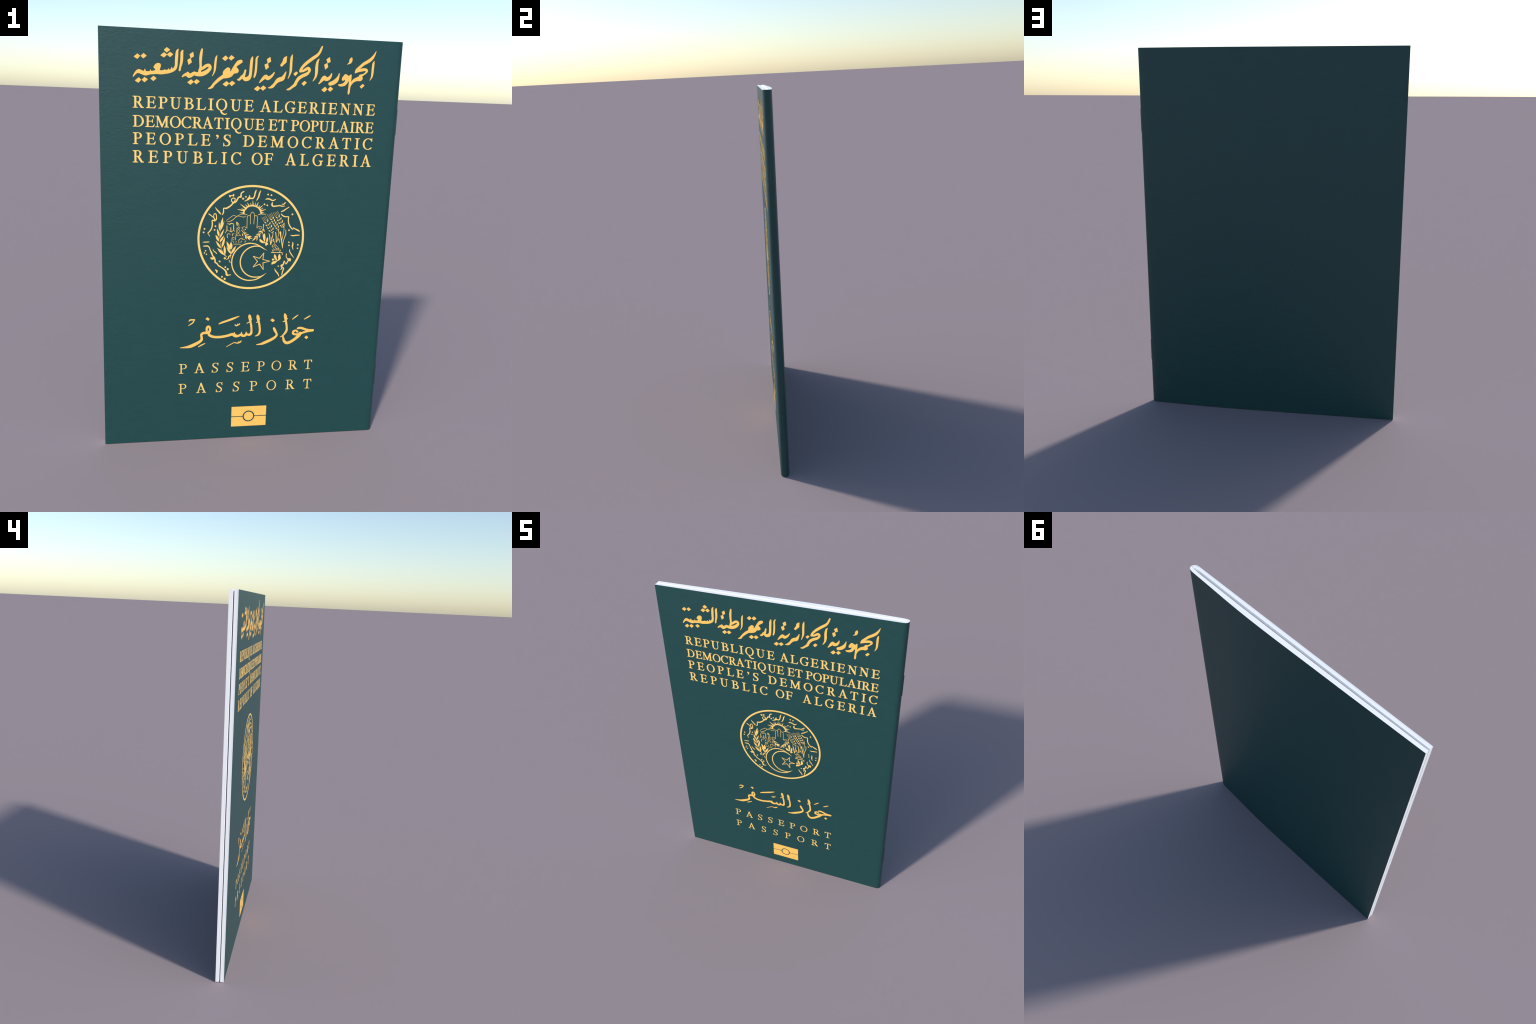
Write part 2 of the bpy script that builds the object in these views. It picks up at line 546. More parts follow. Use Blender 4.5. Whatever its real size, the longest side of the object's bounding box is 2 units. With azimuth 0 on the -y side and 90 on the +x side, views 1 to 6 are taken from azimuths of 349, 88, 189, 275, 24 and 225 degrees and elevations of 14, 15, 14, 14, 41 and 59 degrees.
# ------------------------------------------- calligraphy and emblem, pen strokes
MARKS = {
    "word_people": lambda: [
        ink(-335.2, 1915, 2.1, -339.9, 1905.2, 6.2, -340.4, 1881.2, 6.6, -342.3, 1861.1, 6.2, -346.3, 1844.9, 5, -349.4, 1828.6, 4.6),
        ink(-355.9, 1919.4, 1.7, -361, 1908.2, 5.7, -362.9, 1888.2, 7, -364.3, 1864.1, 6.8, -365, 1848.1, 6.4, -370.7, 1834.8, 7, -383.1, 1825.6, 7, -399.6, 1820.8, 8.2, -414.1, 1818.8, 9, -432.7, 1816, 9, -449.2, 1817.3, 9, -467.7, 1813.9, 7.8, -482.1, 1811.9, 7.4, -499.5, 1809.2, 9.8, -514.9, 1812.6, 8.6, -528.1, 1817, 8.9, -537.3, 1814.6, 6.5, -546.5, 1805.2, 4.5, -553.7, 1794.3, 2.5),
        ink(-384.7, 1841.2, 1.3, -385.6, 1829.1, 4.6),
        ink(-398.7, 1832.1, 2.5, -399.7, 1824.5, 4.1),
        ink(-416.2, 1827.8, 2.5, -415.2, 1821.8, 4.1),
        ink(-478, 1824.7, 2.1, -478, 1815.1, 4.9),
        ink(-502.6, 1826.5, 2.1, -502.6, 1816.1, 5.3),
        ink(-529.1, 1823.9, 2.9, -527.1, 1817, 6.9),
        ink(-457.1, 1837.6, 7.8, -449.3, 1844.4, 9.8, -441, 1847.1, 8.6, -442.7, 1838.7, 9, -447.6, 1826.4, 10.2, -448.2, 1817.4, 9.8),
        dia(-550.8, 1878.2, -534.9, 1892.1, -523.4, 1882.8, -535.6, 1869),
        dia(-521.1, 1882.5, -508.1, 1894.8, -494.9, 1884.5, -509.4, 1872.4),
        dia(-419.7, 1912.4, -406.8, 1924.7, -392, 1914.3, -406.7, 1902.1),
        dia(-434.4, 1888.9, -418.6, 1902.7, -405.8, 1893.2, -418.9, 1880.3),
        dia(-405.8, 1893.8, -391.9, 1905.6, -378.4, 1895.5, -392.8, 1882.8),
        dia(-546.1, 1776.2, -529.3, 1790.9, -519.1, 1780.9, -531.8, 1767.1),
        dia(-516.6, 1781, -503.7, 1793.4, -489.9, 1783.5, -504.7, 1770.4),
        dia(-478.6, 1787.4, -464.6, 1799.6, -451.6, 1789.7, -465.6, 1777.4),
],
    "word_democratic": lambda: [
        dia(-305.9, 1898.8, -290, 1910, -286.4, 1891.3, -300.5, 1882.5),
        dia(-315.4, 1874.4, -300.9, 1883.1, -295.4, 1865.2, -309.9, 1854.1),
        ink(-250.4, 1923.1, 4.1, -253.8, 1905.3, 6.2, -256.2, 1885.1, 6.6, -256.3, 1864.9, 5.8, -255.9, 1844.8, 5.8, -259.8, 1828.4, 7.1),
        ink(-256.8, 1834.6, 5.8, -245.3, 1842.2, 6.7, -230.8, 1852.9, 7.1, -218.2, 1855.5, 7.1, -212.7, 1846.6, 7.1, -217.8, 1836.3, 7.9, -230.3, 1825.6, 9.2, -249.1, 1816.6, 9.6, -270.1, 1814.8, 9.2, -284.9, 1817.2, 7.9, -295.3, 1810.7, 8.3, -306.8, 1805.1, 8.3, -316.3, 1811.8, 8.3, -328.8, 1808.3, 5, -336.7, 1801.8, 3.4),
        ink(-282.9, 1823.3, 3.4, -278.6, 1815.4, 7.1),
        ink(-313.2, 1819, 5, -307.9, 1810.1, 7.9),
        cut(-251.9, 1829.9, 1.7, -242, 1833.6, 3.2, -231.6, 1838.5, 2.3),
        dia(-314.2, 1777.8, -297.1, 1791.3, -285.4, 1780.9, -300.6, 1767.7),
        dia(-285.8, 1781.5, -272.3, 1793.3, -258.6, 1783.6, -274.1, 1770.8),
        ink(-182.6, 1899.5, 1.7, -186.6, 1888.3, 4.6, -189.3, 1867.9, 5.2, -190.5, 1849.6, 5.3, -192.3, 1833.3, 4.2, -197.1, 1819.8, 2.6, -202.4, 1810.4, 1.7),
        dia(-159, 1887.5, -143.5, 1901.4, -132.1, 1890.7, -145, 1877.6),
        dia(-130.4, 1890.8, -117, 1904, -103.2, 1893.7, -118.9, 1880.8),
        ink(-73.5, 1878.8, 8, -84, 1873, 9.3, -94.4, 1863, 7.2, -102.6, 1849.4, 7.2, -106.5, 1836.9, 10.1, -109.5, 1830.7, 9.1),
        ink(-98.3, 1851.6, 3.4, -92.3, 1843.7, 6.8, -90, 1836.6, 8, -96.8, 1834.3, 9.3, -108.5, 1831.7, 8),
        ink(-131.2, 1840, 10.5, -135.3, 1833.7, 12.6, -142.5, 1825.2, 12.6, -139.1, 1817.1, 11.2),
        ink(-109.5, 1829.6, 8, -122.1, 1820.9, 12.6, -136.9, 1816.2, 13.5, -153.8, 1808.3, 8.4, -168.5, 1798.5, 7.6, -183.1, 1785.6, 6.8, -195.6, 1772.8, 5.9, -202.8, 1762.3, 5.9, -213.3, 1755.7, 3.8, -217.6, 1754.9, 3),
        dia(-154, 1775.5, -136.6, 1790, -124.1, 1779.7, -138.8, 1765.8),
        dia(-124.8, 1780.3, -111, 1792.4, -96.9, 1782.9, -113.1, 1768.8),
        ink(-20.5, 1900.9, 2.6, -23.7, 1887.5, 6.4, -25.6, 1862.9, 6.8, -26.9, 1838.3, 6.8, -29.4, 1817.6, 7.3, -37.6, 1805.9, 9.4, -51.6, 1802.2, 8.9, -60.5, 1810.1, 6.8, -68.1, 1811.9, 6),
        ink(-51.8, 1840.3, 4.7, -54.6, 1828.9, 5.1, -58.6, 1818.4, 6.8, -68, 1809.8, 6.4, -79.5, 1798.6, 5.1, -86.6, 1799.2, 2.6),
        ink(5.2, 1904.8, 2.6, -1.5, 1894.7, 4.7, -2.2, 1872.2, 5.1, -3.4, 1847.5, 5.3, -5.9, 1826.8, 5.1, -10.2, 1813.2, 3.9),
],
    "word_algerian": lambda: [
        dia(45.7, 1893.7, 61.5, 1904.1, 65.6, 1885, 50.8, 1875.5),
        dia(35.8, 1869.7, 50.8, 1876.6, 56.3, 1858.3, 42.2, 1847.8),
        ink(83, 1837.3, 2.6, 75.9, 1826.1, 4.8, 64.3, 1815.2, 6.9, 52.5, 1810.6, 9, 44.6, 1816.5, 9.4, 36, 1812, 7.7, 23.4, 1799.1, 4.8, 15.1, 1789.4, 2.2),
        dia(-8.8, 1760, 8, 1774.6, 20.9, 1764.6, 6.8, 1751),
        dia(20.4, 1764.6, 34.2, 1777.2, 47.7, 1767.3, 32.9, 1754),
        ink(137.7, 1909.6, 2.2, 130.6, 1898.6, 8.1, 128.9, 1888.3, 9.4, 122.7, 1879.7, 6.9, 115.5, 1870.8, 6.5),
        ink(137.3, 1841.5, 2.6, 129.8, 1824.2, 6.1, 121.6, 1811.3, 9.5, 108.6, 1806.6, 9.9, 97.9, 1800, 8.6, 87.5, 1787, 6.5, 77, 1775.1, 6.9, 66.3, 1769.5, 4.4, 57.5, 1768.1, 1.8),
        ink(164.2, 1919.1, 1.8, 161, 1904.1, 5.6, 159.9, 1883.5, 6, 159.8, 1862.8, 6.1, 159.1, 1846.2, 5.6, 154.9, 1829.4, 3.5, 148.4, 1812.8, 1.8),
        dia(172.8, 1834.3, 186.1, 1845.6, 194.2, 1839.7, 181.7, 1825.3),
        ink(302.8, 1960.4, 3.9, 298, 1948.2, 5.2, 291.2, 1933.5, 5.7, 279.7, 1920.5, 6.9, 262.6, 1908.4, 7.4, 243.5, 1894, 7.4, 226.5, 1879.8, 6.9, 212.9, 1864.7, 6.1, 205.9, 1851.9, 6.1, 203.9, 1846.6, 4.8),
        ink(204.4, 1845.6, 3.9, 219.3, 1850.4, 5.7, 232.2, 1858.2, 6.5, 242, 1862.4, 7, 248.4, 1854.8, 6.5, 244.1, 1844.2, 6.1, 233.5, 1835.4, 7.4, 214, 1826.2, 7.8, 199, 1815.1, 7.8, 188.7, 1800.1, 7, 182.7, 1787.2, 7.4, 169.9, 1776.2, 5.7, 157.1, 1766.3, 5.3, 146.2, 1763.2, 3.1),
        dia(214, 1792.7, 227.4, 1805.2, 238.3, 1797.8, 224.2, 1783.2),
        ink(291.3, 1906.1, 1.8, 284.7, 1893.8, 5.2, 281.6, 1870.8, 7, 281.9, 1847.8, 7, 279.7, 1828.9, 5.3, 273.7, 1816.1, 3.6, 267.2, 1806.1, 1.8),
],
    "word_republic": lambda: [
        dia(326, 1905.6, 341.5, 1916.1, 346.6, 1895.5, 333.1, 1889.3),
        dia(316.8, 1881.7, 330.9, 1889.6, 336.5, 1872.1, 323.3, 1860.5),
        ink(355.3, 1843.6, 2.7, 351.5, 1831.9, 5.3, 342.1, 1820.9, 7.9, 329.9, 1817.3, 8.8, 321.6, 1823.3, 9.7, 311, 1813.4, 7.5, 302.7, 1802.5, 4.4, 296.7, 1796.3, 3.1),
        dia(310.5, 1767.9, 327.6, 1782.8, 338.5, 1771.7, 324.6, 1758.4),
        dia(341.3, 1771.2, 352.4, 1784.8, 366.7, 1774.9, 352.3, 1761.6),
        ink(392.5, 1845.1, 2.3, 388, 1829.1, 5.3, 379.9, 1814, 9.3, 365.9, 1802.9, 9.7, 350.5, 1797, 8.4),
        ink(424, 1834.8, 9.3, 414.9, 1823.9, 8.4, 411.5, 1818.5, 5.4),
        ink(426.4, 1832.8, 9.7, 432.7, 1824.6, 11.5, 429.2, 1809.6, 8, 418.7, 1797.5, 7.6, 403, 1792.7, 5.8, 393.4, 1793.8, 3.6),
        ink(449.7, 1841.2, 3.2, 442.5, 1831.4, 6.2, 434.8, 1826.8, 9.8),
        ink(449.7, 1841.2, 3.2, 447.6, 1823.1, 5.4, 445.8, 1801.8, 4.9, 444.6, 1780.4, 5, 443.6, 1763.3, 5.4, 442.7, 1755.8, 4.1),
        ink(445.2, 1778.3, 2.7, 450.8, 1795.6, 3.6, 457.9, 1808.7, 5.8, 467.5, 1817.5, 7.6, 480.8, 1823.4, 8.9, 493.3, 1826, 11.6, 497, 1828.3, 10.7),
        ink(446.5, 1915.1, 4.9, 443.8, 1906.2, 7.9, 441.1, 1896.6, 5.3, 433.5, 1891.7, 2.7, 428.1, 1887.2, 1.4),
        ink(564.1, 1952.1, 1.4, 556.8, 1935.4, 4.5, 544.5, 1918.1, 7.1, 527.2, 1904.7, 7.6, 509.7, 1894.4, 7.1, 492.5, 1880, 6.7, 477.6, 1865.6, 6.7, 472.5, 1856.9, 5.4, 469.9, 1852.6, 3.6),
        ink(472, 1855.4, 4.5, 487, 1861.8, 6.2, 505, 1866.8, 7.1, 518.7, 1868, 6.3, 524.8, 1862.8, 6.3, 521, 1853.7, 4.1, 509, 1844.7, 4.1, 495.8, 1837.8, 7.6),
        dia(496.1, 1789.9, 510.1, 1802.6, 518.7, 1796.1, 504.3, 1781.7),
        ink(558.6, 1908.2, 1.4, 555.1, 1895.4, 5.4, 553.8, 1874.2, 5.8, 553.3, 1852.9, 5.6, 551.2, 1835.8, 4.1, 542.9, 1819.7, 1.4),
],
    "word_travel": lambda: [
        ink(-263.7, 650.5, 2.1, -272.8, 649.2, 4, -284.8, 648.5, 4, -291.4, 642.6, 2.8),
        ink(-264.3, 649.6, 2.8, -272.5, 634.7, 3.4, -284.5, 625.4, 2.8, -293.5, 619.9, 1.8),
        dia(-210.6, 652.5, -201.6, 660.3, -190.1, 651, -196.6, 642.5),
        ink(-203.1, 583, 4.7, -203.5, 602.4, 5.9, -197.6, 612.6, 5.3, -189.8, 608.5, 5.9, -187, 592.3, 6, -193.8, 579.5, 7.2),
        ink(-201.5, 579.7, 6.6, -219.8, 578.6, 6.6, -229.5, 570.8, 6, -228.6, 557.8, 6, -227.8, 544.8, 6.6, -237.4, 533.7, 7.2, -258.6, 521.3, 8.2, -282.9, 510.6, 8.2, -304.2, 506.4, 5.3, -333.1, 504.1, 1.9),
        ink(-196.9, 579.6, 5.3, -188.9, 566.4, 6.6, -170.3, 557.7, 6.6, -145.6, 555.4, 6.6, -120.9, 557.3, 6.7, -96.2, 562.2, 6.7, -74.6, 568.1, 7.3, -63.5, 562.9, 9.2, -52.5, 557.6, 6.7, -37, 562.1, 6.1, -29.3, 565.2, 6.7, -21.3, 558.4, 6.1, -8.8, 561.3, 6.7, -4.3, 567.8, 5.4, 9.9, 563.1, 6.1, 19.7, 570.4, 6.7, 21.6, 586.7, 5.4, 19.1, 612.9, 5.4, 14.2, 635.8, 5.4, 10.3, 658.7, 7.9, 7.8, 669.1, 2.2),
        ink(-64, 577.6, 2.2, -65.2, 566.2, 4.8),
        ink(-28.2, 578.2, 2.2, -29.3, 565.2, 4.8),
        ink(-4.7, 577.6, 2.9, -3.3, 566.1, 4.8),
        ink(21, 647.1, 2.2, 14.3, 635.2, 2.8, -2.5, 624.2, 2.2),
        ink(50, 667.5, 2.2, 52, 656.1, 8, 55.9, 634.8, 6.1, 61.5, 611.9, 5.4, 64.2, 585.6, 5.5, 61.6, 569.2, 5.5, 52.5, 559.6, 4.2, 42.3, 555.3, 2.2),
        ink(61.7, 647.1, 2.2, 54.4, 634.2, 2.9, 44.3, 627.3, 1.9),
        ink(-43.9, 662.5, 2.2, -70.8, 651.5, 5.3, -104.5, 639.4, 5.3, -128.9, 631.2, 4.7, -142.9, 624.8, 2.8),
        ink(-61.1, 616.6, 3.5, -57.3, 613.2, 3.5, -48.1, 616.3, 3.5, -39.5, 621.6, 2.8),
        ink(-49.7, 617.9, 1.6, -50.8, 623.5, 1.6),
        ink(-39.5, 620.3, 2.2, -39, 625.5, 1.6),
        ink(-61.4, 616.6, 2.2, -62.5, 620.2, 1.6),
        ink(-29.2, 532.3, 2.5, -32.7, 526.5, 3.8, -48.2, 520.4, 3.2, -63.9, 523.5, 2.5, -82.4, 514.2, 2.2, -103.3, 502.3, 1.6),
        ink(-42.2, 528.8, 2.2, -42.1, 524.5, 2.5),
        ink(-211.1, 523.7, 2.2, -227.9, 515.4, 3.5, -243.1, 506.8, 2.5),
],
    "word_pass": lambda: [
        cut(244.1, 570.8, 1.6, 250.6, 570.6, 1.6),
        ink(136.6, 594.2, 6.1, 142.5, 581.8, 6.8, 150.5, 566.8, 5.5, 151.9, 556.8, 5.5, 140.4, 543.9, 6.8, 118.7, 531.2, 7.5, 90.6, 518.8, 7.5, 74.9, 512.7, 5.5, 50.4, 509.1, 2.2),
        dia(116.3, 638.3, 126.3, 646.2, 138.8, 636.8, 129.7, 627.8),
        ink(187.9, 671.6, 2.2, 192.4, 657.8, 8.1, 194.9, 638.1, 6.1, 200.4, 611.6, 5.5, 202.8, 588.5, 5.5, 199.6, 575.3, 6.2, 190.6, 562.3, 4.9, 181.5, 552.6, 3.6, 171.2, 547.3, 1.9),
        ink(204.1, 646, 2.2, 193.6, 633.2, 3.5, 181.1, 628.2, 1.9),
        ink(183.9, 555.9, 2.9, 187.3, 539.2, 5.5, 192.5, 524, 6.9, 205.8, 514, 7.5, 224.9, 519.1, 7.5, 249.8, 535.7, 7.5, 268.2, 553.5, 8.9, 274.1, 565, 7.5),
        ink(259.1, 573.1, 5.6, 249.1, 580, 4.9, 238.2, 574.3, 6.2, 237.1, 562.7, 5.5, 250.2, 559, 5.6, 268, 558.5, 6.9),
        ink(257.3, 588.7, 2.9, 262.9, 592.2, 5.5, 279, 592.1, 6.2, 298.8, 584.9, 6.2, 318.6, 578.8, 6.9, 339.7, 578.9, 6.2),
        ink(339.7, 577.5, 5.6, 312.4, 573.9, 5.6, 290.1, 567.9, 5.6, 271.1, 560.1, 6.2, 261.6, 557, 6.2),
        dia(297.4, 541, 307.2, 550.7, 317.5, 541.4, 309, 531.6),
        ink(257.6, 662.2, 2.2, 243.7, 651.7, 3.5, 229.9, 640.5, 2.2),
        ink(322.1, 657.5, 2.3, 308.1, 649.2, 3.6, 291.5, 639.7, 2.3),
],
    "emblem_script": lambda: [
        ink(-39.7, 1286.2, 3, -49.7, 1280.9, 3.3, -53.4, 1271.7, 3.7, -53.6, 1260.7, 4.4, -63.7, 1258.8, 3.7, -70.7, 1247.7, 3.7, -77.7, 1236.6, 3.7, -88.6, 1233.2, 4.1, -97.1, 1239.2, 2.6, -98.3, 1248.4, 2.6, -91.1, 1253.9, 2.6, -82.8, 1253.1, 3, -80.7, 1245.8, 2.6, -84.2, 1238.4, 3),
        ink(-89.5, 1231, 3.7, -99.3, 1219.9, 3.7, -110.1, 1211.5, 4.1, -122.7, 1205, 4.1, -134.6, 1204.9, 3, -134.9, 1193.8, 3, -135.9, 1182.7, 3.3, -141.2, 1174.4, 2.2),
        ink(-107.9, 1265.6, 3.7, -105, 1261.1, 3.7),
        ink(-105.2, 1265.7, 2.6, -93.3, 1266.2, 2.6, -88.3, 1271, 2.9),
        ink(-88.9, 1271.7, 3.3, -89.6, 1264.9, 3.7),
        ink(-174.4, 1210.4, 1.1, -169.3, 1200.9, 2.6, -159, 1190, 3.7, -150.5, 1179.9, 3.3, -149.1, 1176.2, 1.5),
        ink(-204.3, 1177.3, 2.9, -191.4, 1167.6, 2.6, -180.2, 1158.5, 2.6, -176.7, 1150.1, 3.3),
        ink(-177.2, 1145.5, 3.3, -169, 1151.1, 3.3, -167.9, 1164.1, 2.6, -170.5, 1176.1, 2.6, -177, 1178.8, 2.6, -181.4, 1172.3, 2.2, -180.2, 1160.3, 1.9),
        ink(-176.2, 1144.6, 3.7, -188.2, 1146.4, 2.6, -187.4, 1134.3, 3.3, -187.6, 1119.5, 3.3, -192.7, 1102.7, 3.3, -202.5, 1089.6, 3, -207.6, 1084.6, 2.2, -203.2, 1076.6, 1.9, -198.8, 1069.5, 1.9),
        dot(-172, 1118.2, 4.5),
        dot(-175.8, 1100.3, 4.3),
        dot(-224.4, 1105.1, 4.6),
        dot(-228, 1088.1, 4.5),
        dot(-42.6, 1252.2, 5.2),
        dot(-29.3, 1261, 4.3),
        ink(-34.5, 1240.1, 1.9, -24.5, 1245.4, 3, -16.4, 1251.9, 5.6, -12.1, 1261.2, 3.7, -12.1, 1270.4, 1.1),
        ink(-16.4, 1252.8, 5.2, -6.8, 1254.2, 3.7, 4.3, 1254.3, 3.7, 11.4, 1263.3, 3.3, 13.7, 1276.1, 3.7, 17, 1287.2, 3.3, 19.5, 1293.7, 2.2),
        ink(41, 1290.8, 2.2, 35.9, 1278.2, 3.7, 32.7, 1263.5, 3.7, 27.6, 1252.4, 3, 23.2, 1244.9, 2.2),
        dot(77.6, 1273.2, 4.5),
        dot(94.2, 1270.4, 4.5),
        dot(61.9, 1225.7, 4.5),
        dot(75.9, 1221.1, 4.3),
        ink(66.3, 1248.5, 1.5, 75.1, 1252.8, 3.4, 86.4, 1251.1, 3.7, 97.9, 1245.6, 3.4, 107.3, 1245.7, 3, 115.7, 1251, 1.9),
        ink(101.1, 1236, 1.9, 98.8, 1225.2, 4.5, 104.8, 1216.9, 3.8, 121.7, 1218, 3.4, 138.5, 1220.3, 3, 148.1, 1217.2, 3, 161.7, 1218.3, 1.9),
        ink(148.6, 1227.5, 2.3, 156.2, 1226.6, 2.7, 162.5, 1233.2, 3, 166.7, 1235.1, 1.5),
        ink(183.3, 1213.4, 2.3, 171.4, 1205.3, 2.7, 158.6, 1196.7, 3.4, 146, 1189.9, 2.3),
        ink(147.1, 1178.8, 2.7, 154.1, 1171.4, 3.1, 167.7, 1165.8, 3.1, 182.9, 1165.9, 2.7, 183.1, 1154.6, 3.1, 184.2, 1139.4, 3.1, 190.8, 1122.4, 3.1, 201, 1109.1, 3.1, 208, 1103.4, 2.3, 210.5, 1111, 2.3, 220.4, 1105.3, 3.1, 232.2, 1099.6, 3.9, 240.6, 1094.3, 3.1),
        dot(202.1, 1177.9, 4.8),
        dot(189.1, 1099.2, 4.4),
        ink(198.9, 1074.8, 1.6, 208.7, 1071.9, 3.1, 225.9, 1073.8, 3.1, 242.2, 1074.8, 2.3),
        dot(191.2, 1038.9, 4.1),
        dot(192.5, 1023.5, 4.3),
        dot(237.1, 1026.1, 4.3),
        dot(236.3, 1008.5, 4.1),
        ink(210.4, 1038.4, 2.3, 211.9, 1029.2, 3.5, 210, 1017.6, 3.1, 214.2, 1002.6, 1.6),
        ink(196.9, 1001.8, 2, 198.4, 990.6, 2.7, 207.8, 977, 2.8, 218.8, 961.8, 1.6),
        ink(182.1, 980.6, 2.4, 181.2, 967.4, 2.4, 188.6, 955.7, 2.8, 196.5, 951.8, 6.6, 200.9, 952.2, 5.9, 201.3, 944.4, 3.2),
        ink(194.7, 949.9, 3.5, 184, 930.8, 2.8, 179.1, 932.4, 2.4, 172.7, 944.2, 2.4, 167.8, 926.7, 3.9, 159.3, 920.9, 5.1, 162.7, 911.1, 3.2, 157.4, 901, 2.4),
        ink(161.7, 911.1, 2.4, 170.6, 908.7, 3.2, 167.4, 893.4, 3.2, 162.9, 873.9, 2.4),
        dot(143.7, 918.1, 3.9),
        ink(126.3, 905.2, 1.6, 131.6, 893.8, 3.2, 142.9, 880, 3.2, 149.3, 866.9, 2),
        ink(-231.3, 1040, 1.5, -216.2, 1040.5, 3, -201, 1041.4, 2.3),
        ink(-227.8, 1020.8, 2.3, -217.7, 1021.2, 3.4, -206.6, 1020.8, 3.4, -199.1, 1013.2, 3, -194.2, 999.9, 3, -187.5, 986.6, 4.1, -183.5, 975.2, 3.4, -175.8, 963.8, 4.5, -183.2, 959.1, 6, -190.3, 962, 3.8),
        ink(-173.9, 961.9, 4.5, -170, 950.4, 3.8, -169.8, 940.8, 3.8, -160.3, 934.1, 3.4, -152.6, 923.5, 3.4, -137.4, 913.7, 3.4, -122.1, 902, 3.8, -114.3, 890.4, 4.6, -111.1, 876.8, 5, -102.6, 875.2, 3.1, -92.3, 877, 2.3),
        dot(-217.1, 997.6, 3.9),
        dot(-222.4, 987.4, 3.8),
        dot(-212.7, 980.5, 3.8),
        dot(-147.7, 944.5, 4.6),
        dot(-119.3, 915.9, 4.6),
        dot(-107.2, 905.4, 5.4),
        dot(-134.3, 867, 4.8),
        dot(-120.9, 856.6, 5.6),
        ink(-182.4, 1007.1, 1.1, -176.6, 996.1, 2.3, -169, 990.3, 2.7, -162.8, 984.1, 2.3),
        ink(-167.4, 902.1, 2.7, -160.3, 896.6, 4.6, -160.7, 888.9, 2.7),
],
    "olive_branch": lambda: [
        ink(-148.1, 1105.2, 0.8, -150.3, 1075.2, 1, -148.1, 1047, 1, -144.7, 1018.7, 1.1, -133.8, 992.1, 1.2, -124.1, 976.8, 2.3, -113.9, 966.6, 1.5),
        leaf(-146.8, 1104.7, -137.2, 1160.5, 6),
        leaf(-150.8, 1095.3, -155, 1138.2, 4.1),
        leaf(-148.4, 1095.3, -129.9, 1142, 3.4),
        leaf(-154.2, 1067.2, -163.4, 1106.9, 4.9),
        leaf(-151.2, 1057.8, -130.2, 1104.1, 4.5),
        leaf(-153.6, 1043.3, -170.1, 1076.1, 5.6),
        leaf(-148.9, 1039.5, -129.4, 1072.4, 4.9),
        leaf(-144.5, 1010.2, -168.1, 1046.1, 4.9),
        leaf(-138.9, 1012, -125.4, 1063.9, 5.7),
        leaf(-125.9, 976.4, -160.6, 1010.8, 6.4),
        leaf(-122.2, 977.8, -126.8, 1024.7, 5.7),
],
    "olive_sprig": lambda: [
        ink(-95, 1005.2, 0.8, -94.3, 980.5, 1.5, -95.2, 961.8, 1.2),
        leaf(-98.6, 1002.4, -116, 1044.1, 6.1),
        leaf(-93.5, 1004.3, -95.1, 1040.9, 7.2),
        leaf(-94.3, 982, -115.8, 1017.6, 4.9),
        leaf(-93.3, 980.5, -69.9, 1021.7, 5.7),
        ink(-94.1, 974.7, 3.1, -103.3, 969.1, 3.1, -105.9, 959.5, 2.7, -114.7, 954.4, 1.9),
        dot(-123.1, 960, 5.7),
        ink(-101.5, 950.5, 1.9, -95.9, 938, 1.9),
],
    "sun": lambda: [
        ray(-37.6, 1194.5, -68.3, 1200.7, 7.1),
        ray(-37.2, 1183.3, -56.7, 1184.1, 4.8),
        ray(-32.1, 1196.4, -49.4, 1205.5, 4.5),
        ray(-26.8, 1204.7, -55.3, 1226.1, 7.8),
        ray(-19.7, 1213.1, -31.6, 1225, 5.2),
        ray(-12.4, 1216.9, -21.9, 1233.8, 6.3),
        ray(-2.2, 1218.8, -6.5, 1232.7, 4.8),
        ray(6.5, 1218.9, 4.7, 1243.3, 6.3),
        ray(15.8, 1219, 18.4, 1234.2, 4.5),
        ray(24.3, 1217.2, 32.1, 1236.1, 6),
        ray(33.9, 1209.8, 39.6, 1221.9, 4.5),
        ray(37.8, 1206.1, 54.4, 1220.8, 5.6),
        ray(43.6, 1200.6, 56.8, 1208.5, 4.1),
        ray(45.8, 1193.2, 70.3, 1202.1, 6),
        ray(48, 1184.8, 61.5, 1187.7, 4.5),
],
    "sun_arc": lambda: [
        ink(-36.7, 1179.6, 3.7, -36.5, 1188.9, 3.7, -31.3, 1201, 3.7, -22.4, 1210.3, 3.7, -10.5, 1216.5, 3.7, 2.4, 1218.5, 3.7, 17.4, 1216.4, 3.7, 29.7, 1210.7, 3.7, 39.4, 1201.5, 3.8, 45.5, 1189.4, 3.8, 47.7, 1180.1, 3.4),
],
    "hills": lambda: [
        ink(-60, 1173, 1.1, -50, 1176.8, 1.5, -38.9, 1178.7, 2.3, -27.7, 1176.9, 1.5, -18.7, 1174.5, 1),
        ink(-120.2, 1145.7, 1.1, -103.1, 1159.8, 1.3, -90.4, 1169.1, 1.3, -81.3, 1171, 1.3, -73.7, 1166.4, 1.3, -62.7, 1168.3, 1.5, -49.6, 1165.6, 1.3, -38.4, 1163.2, 1.5, -31, 1164.8, 1.3, -25.6, 1169.5, 1),
        ink(-119.1, 1139.8, 0.8, -106.3, 1141.1, 1.5, -91.7, 1147.7, 1.7, -80.8, 1157.1, 1.5, -71.8, 1165.5, 1.3, -60, 1172.4, 1.1),
        ink(31.9, 1173.5, 1.1, 42.6, 1178.2, 2.1, 55.7, 1178.7, 2.1, 72.3, 1177.5, 1.2),
],
    "hand": lambda: [
        ink(-30.5, 1092.6, 1.2, -36.3, 1101.1, 1.1, -43.7, 1109.5, 1.5, -38.6, 1114.3, 1.3, -29.3, 1115.2, 1.3, -19.4, 1108.3, 1.3),
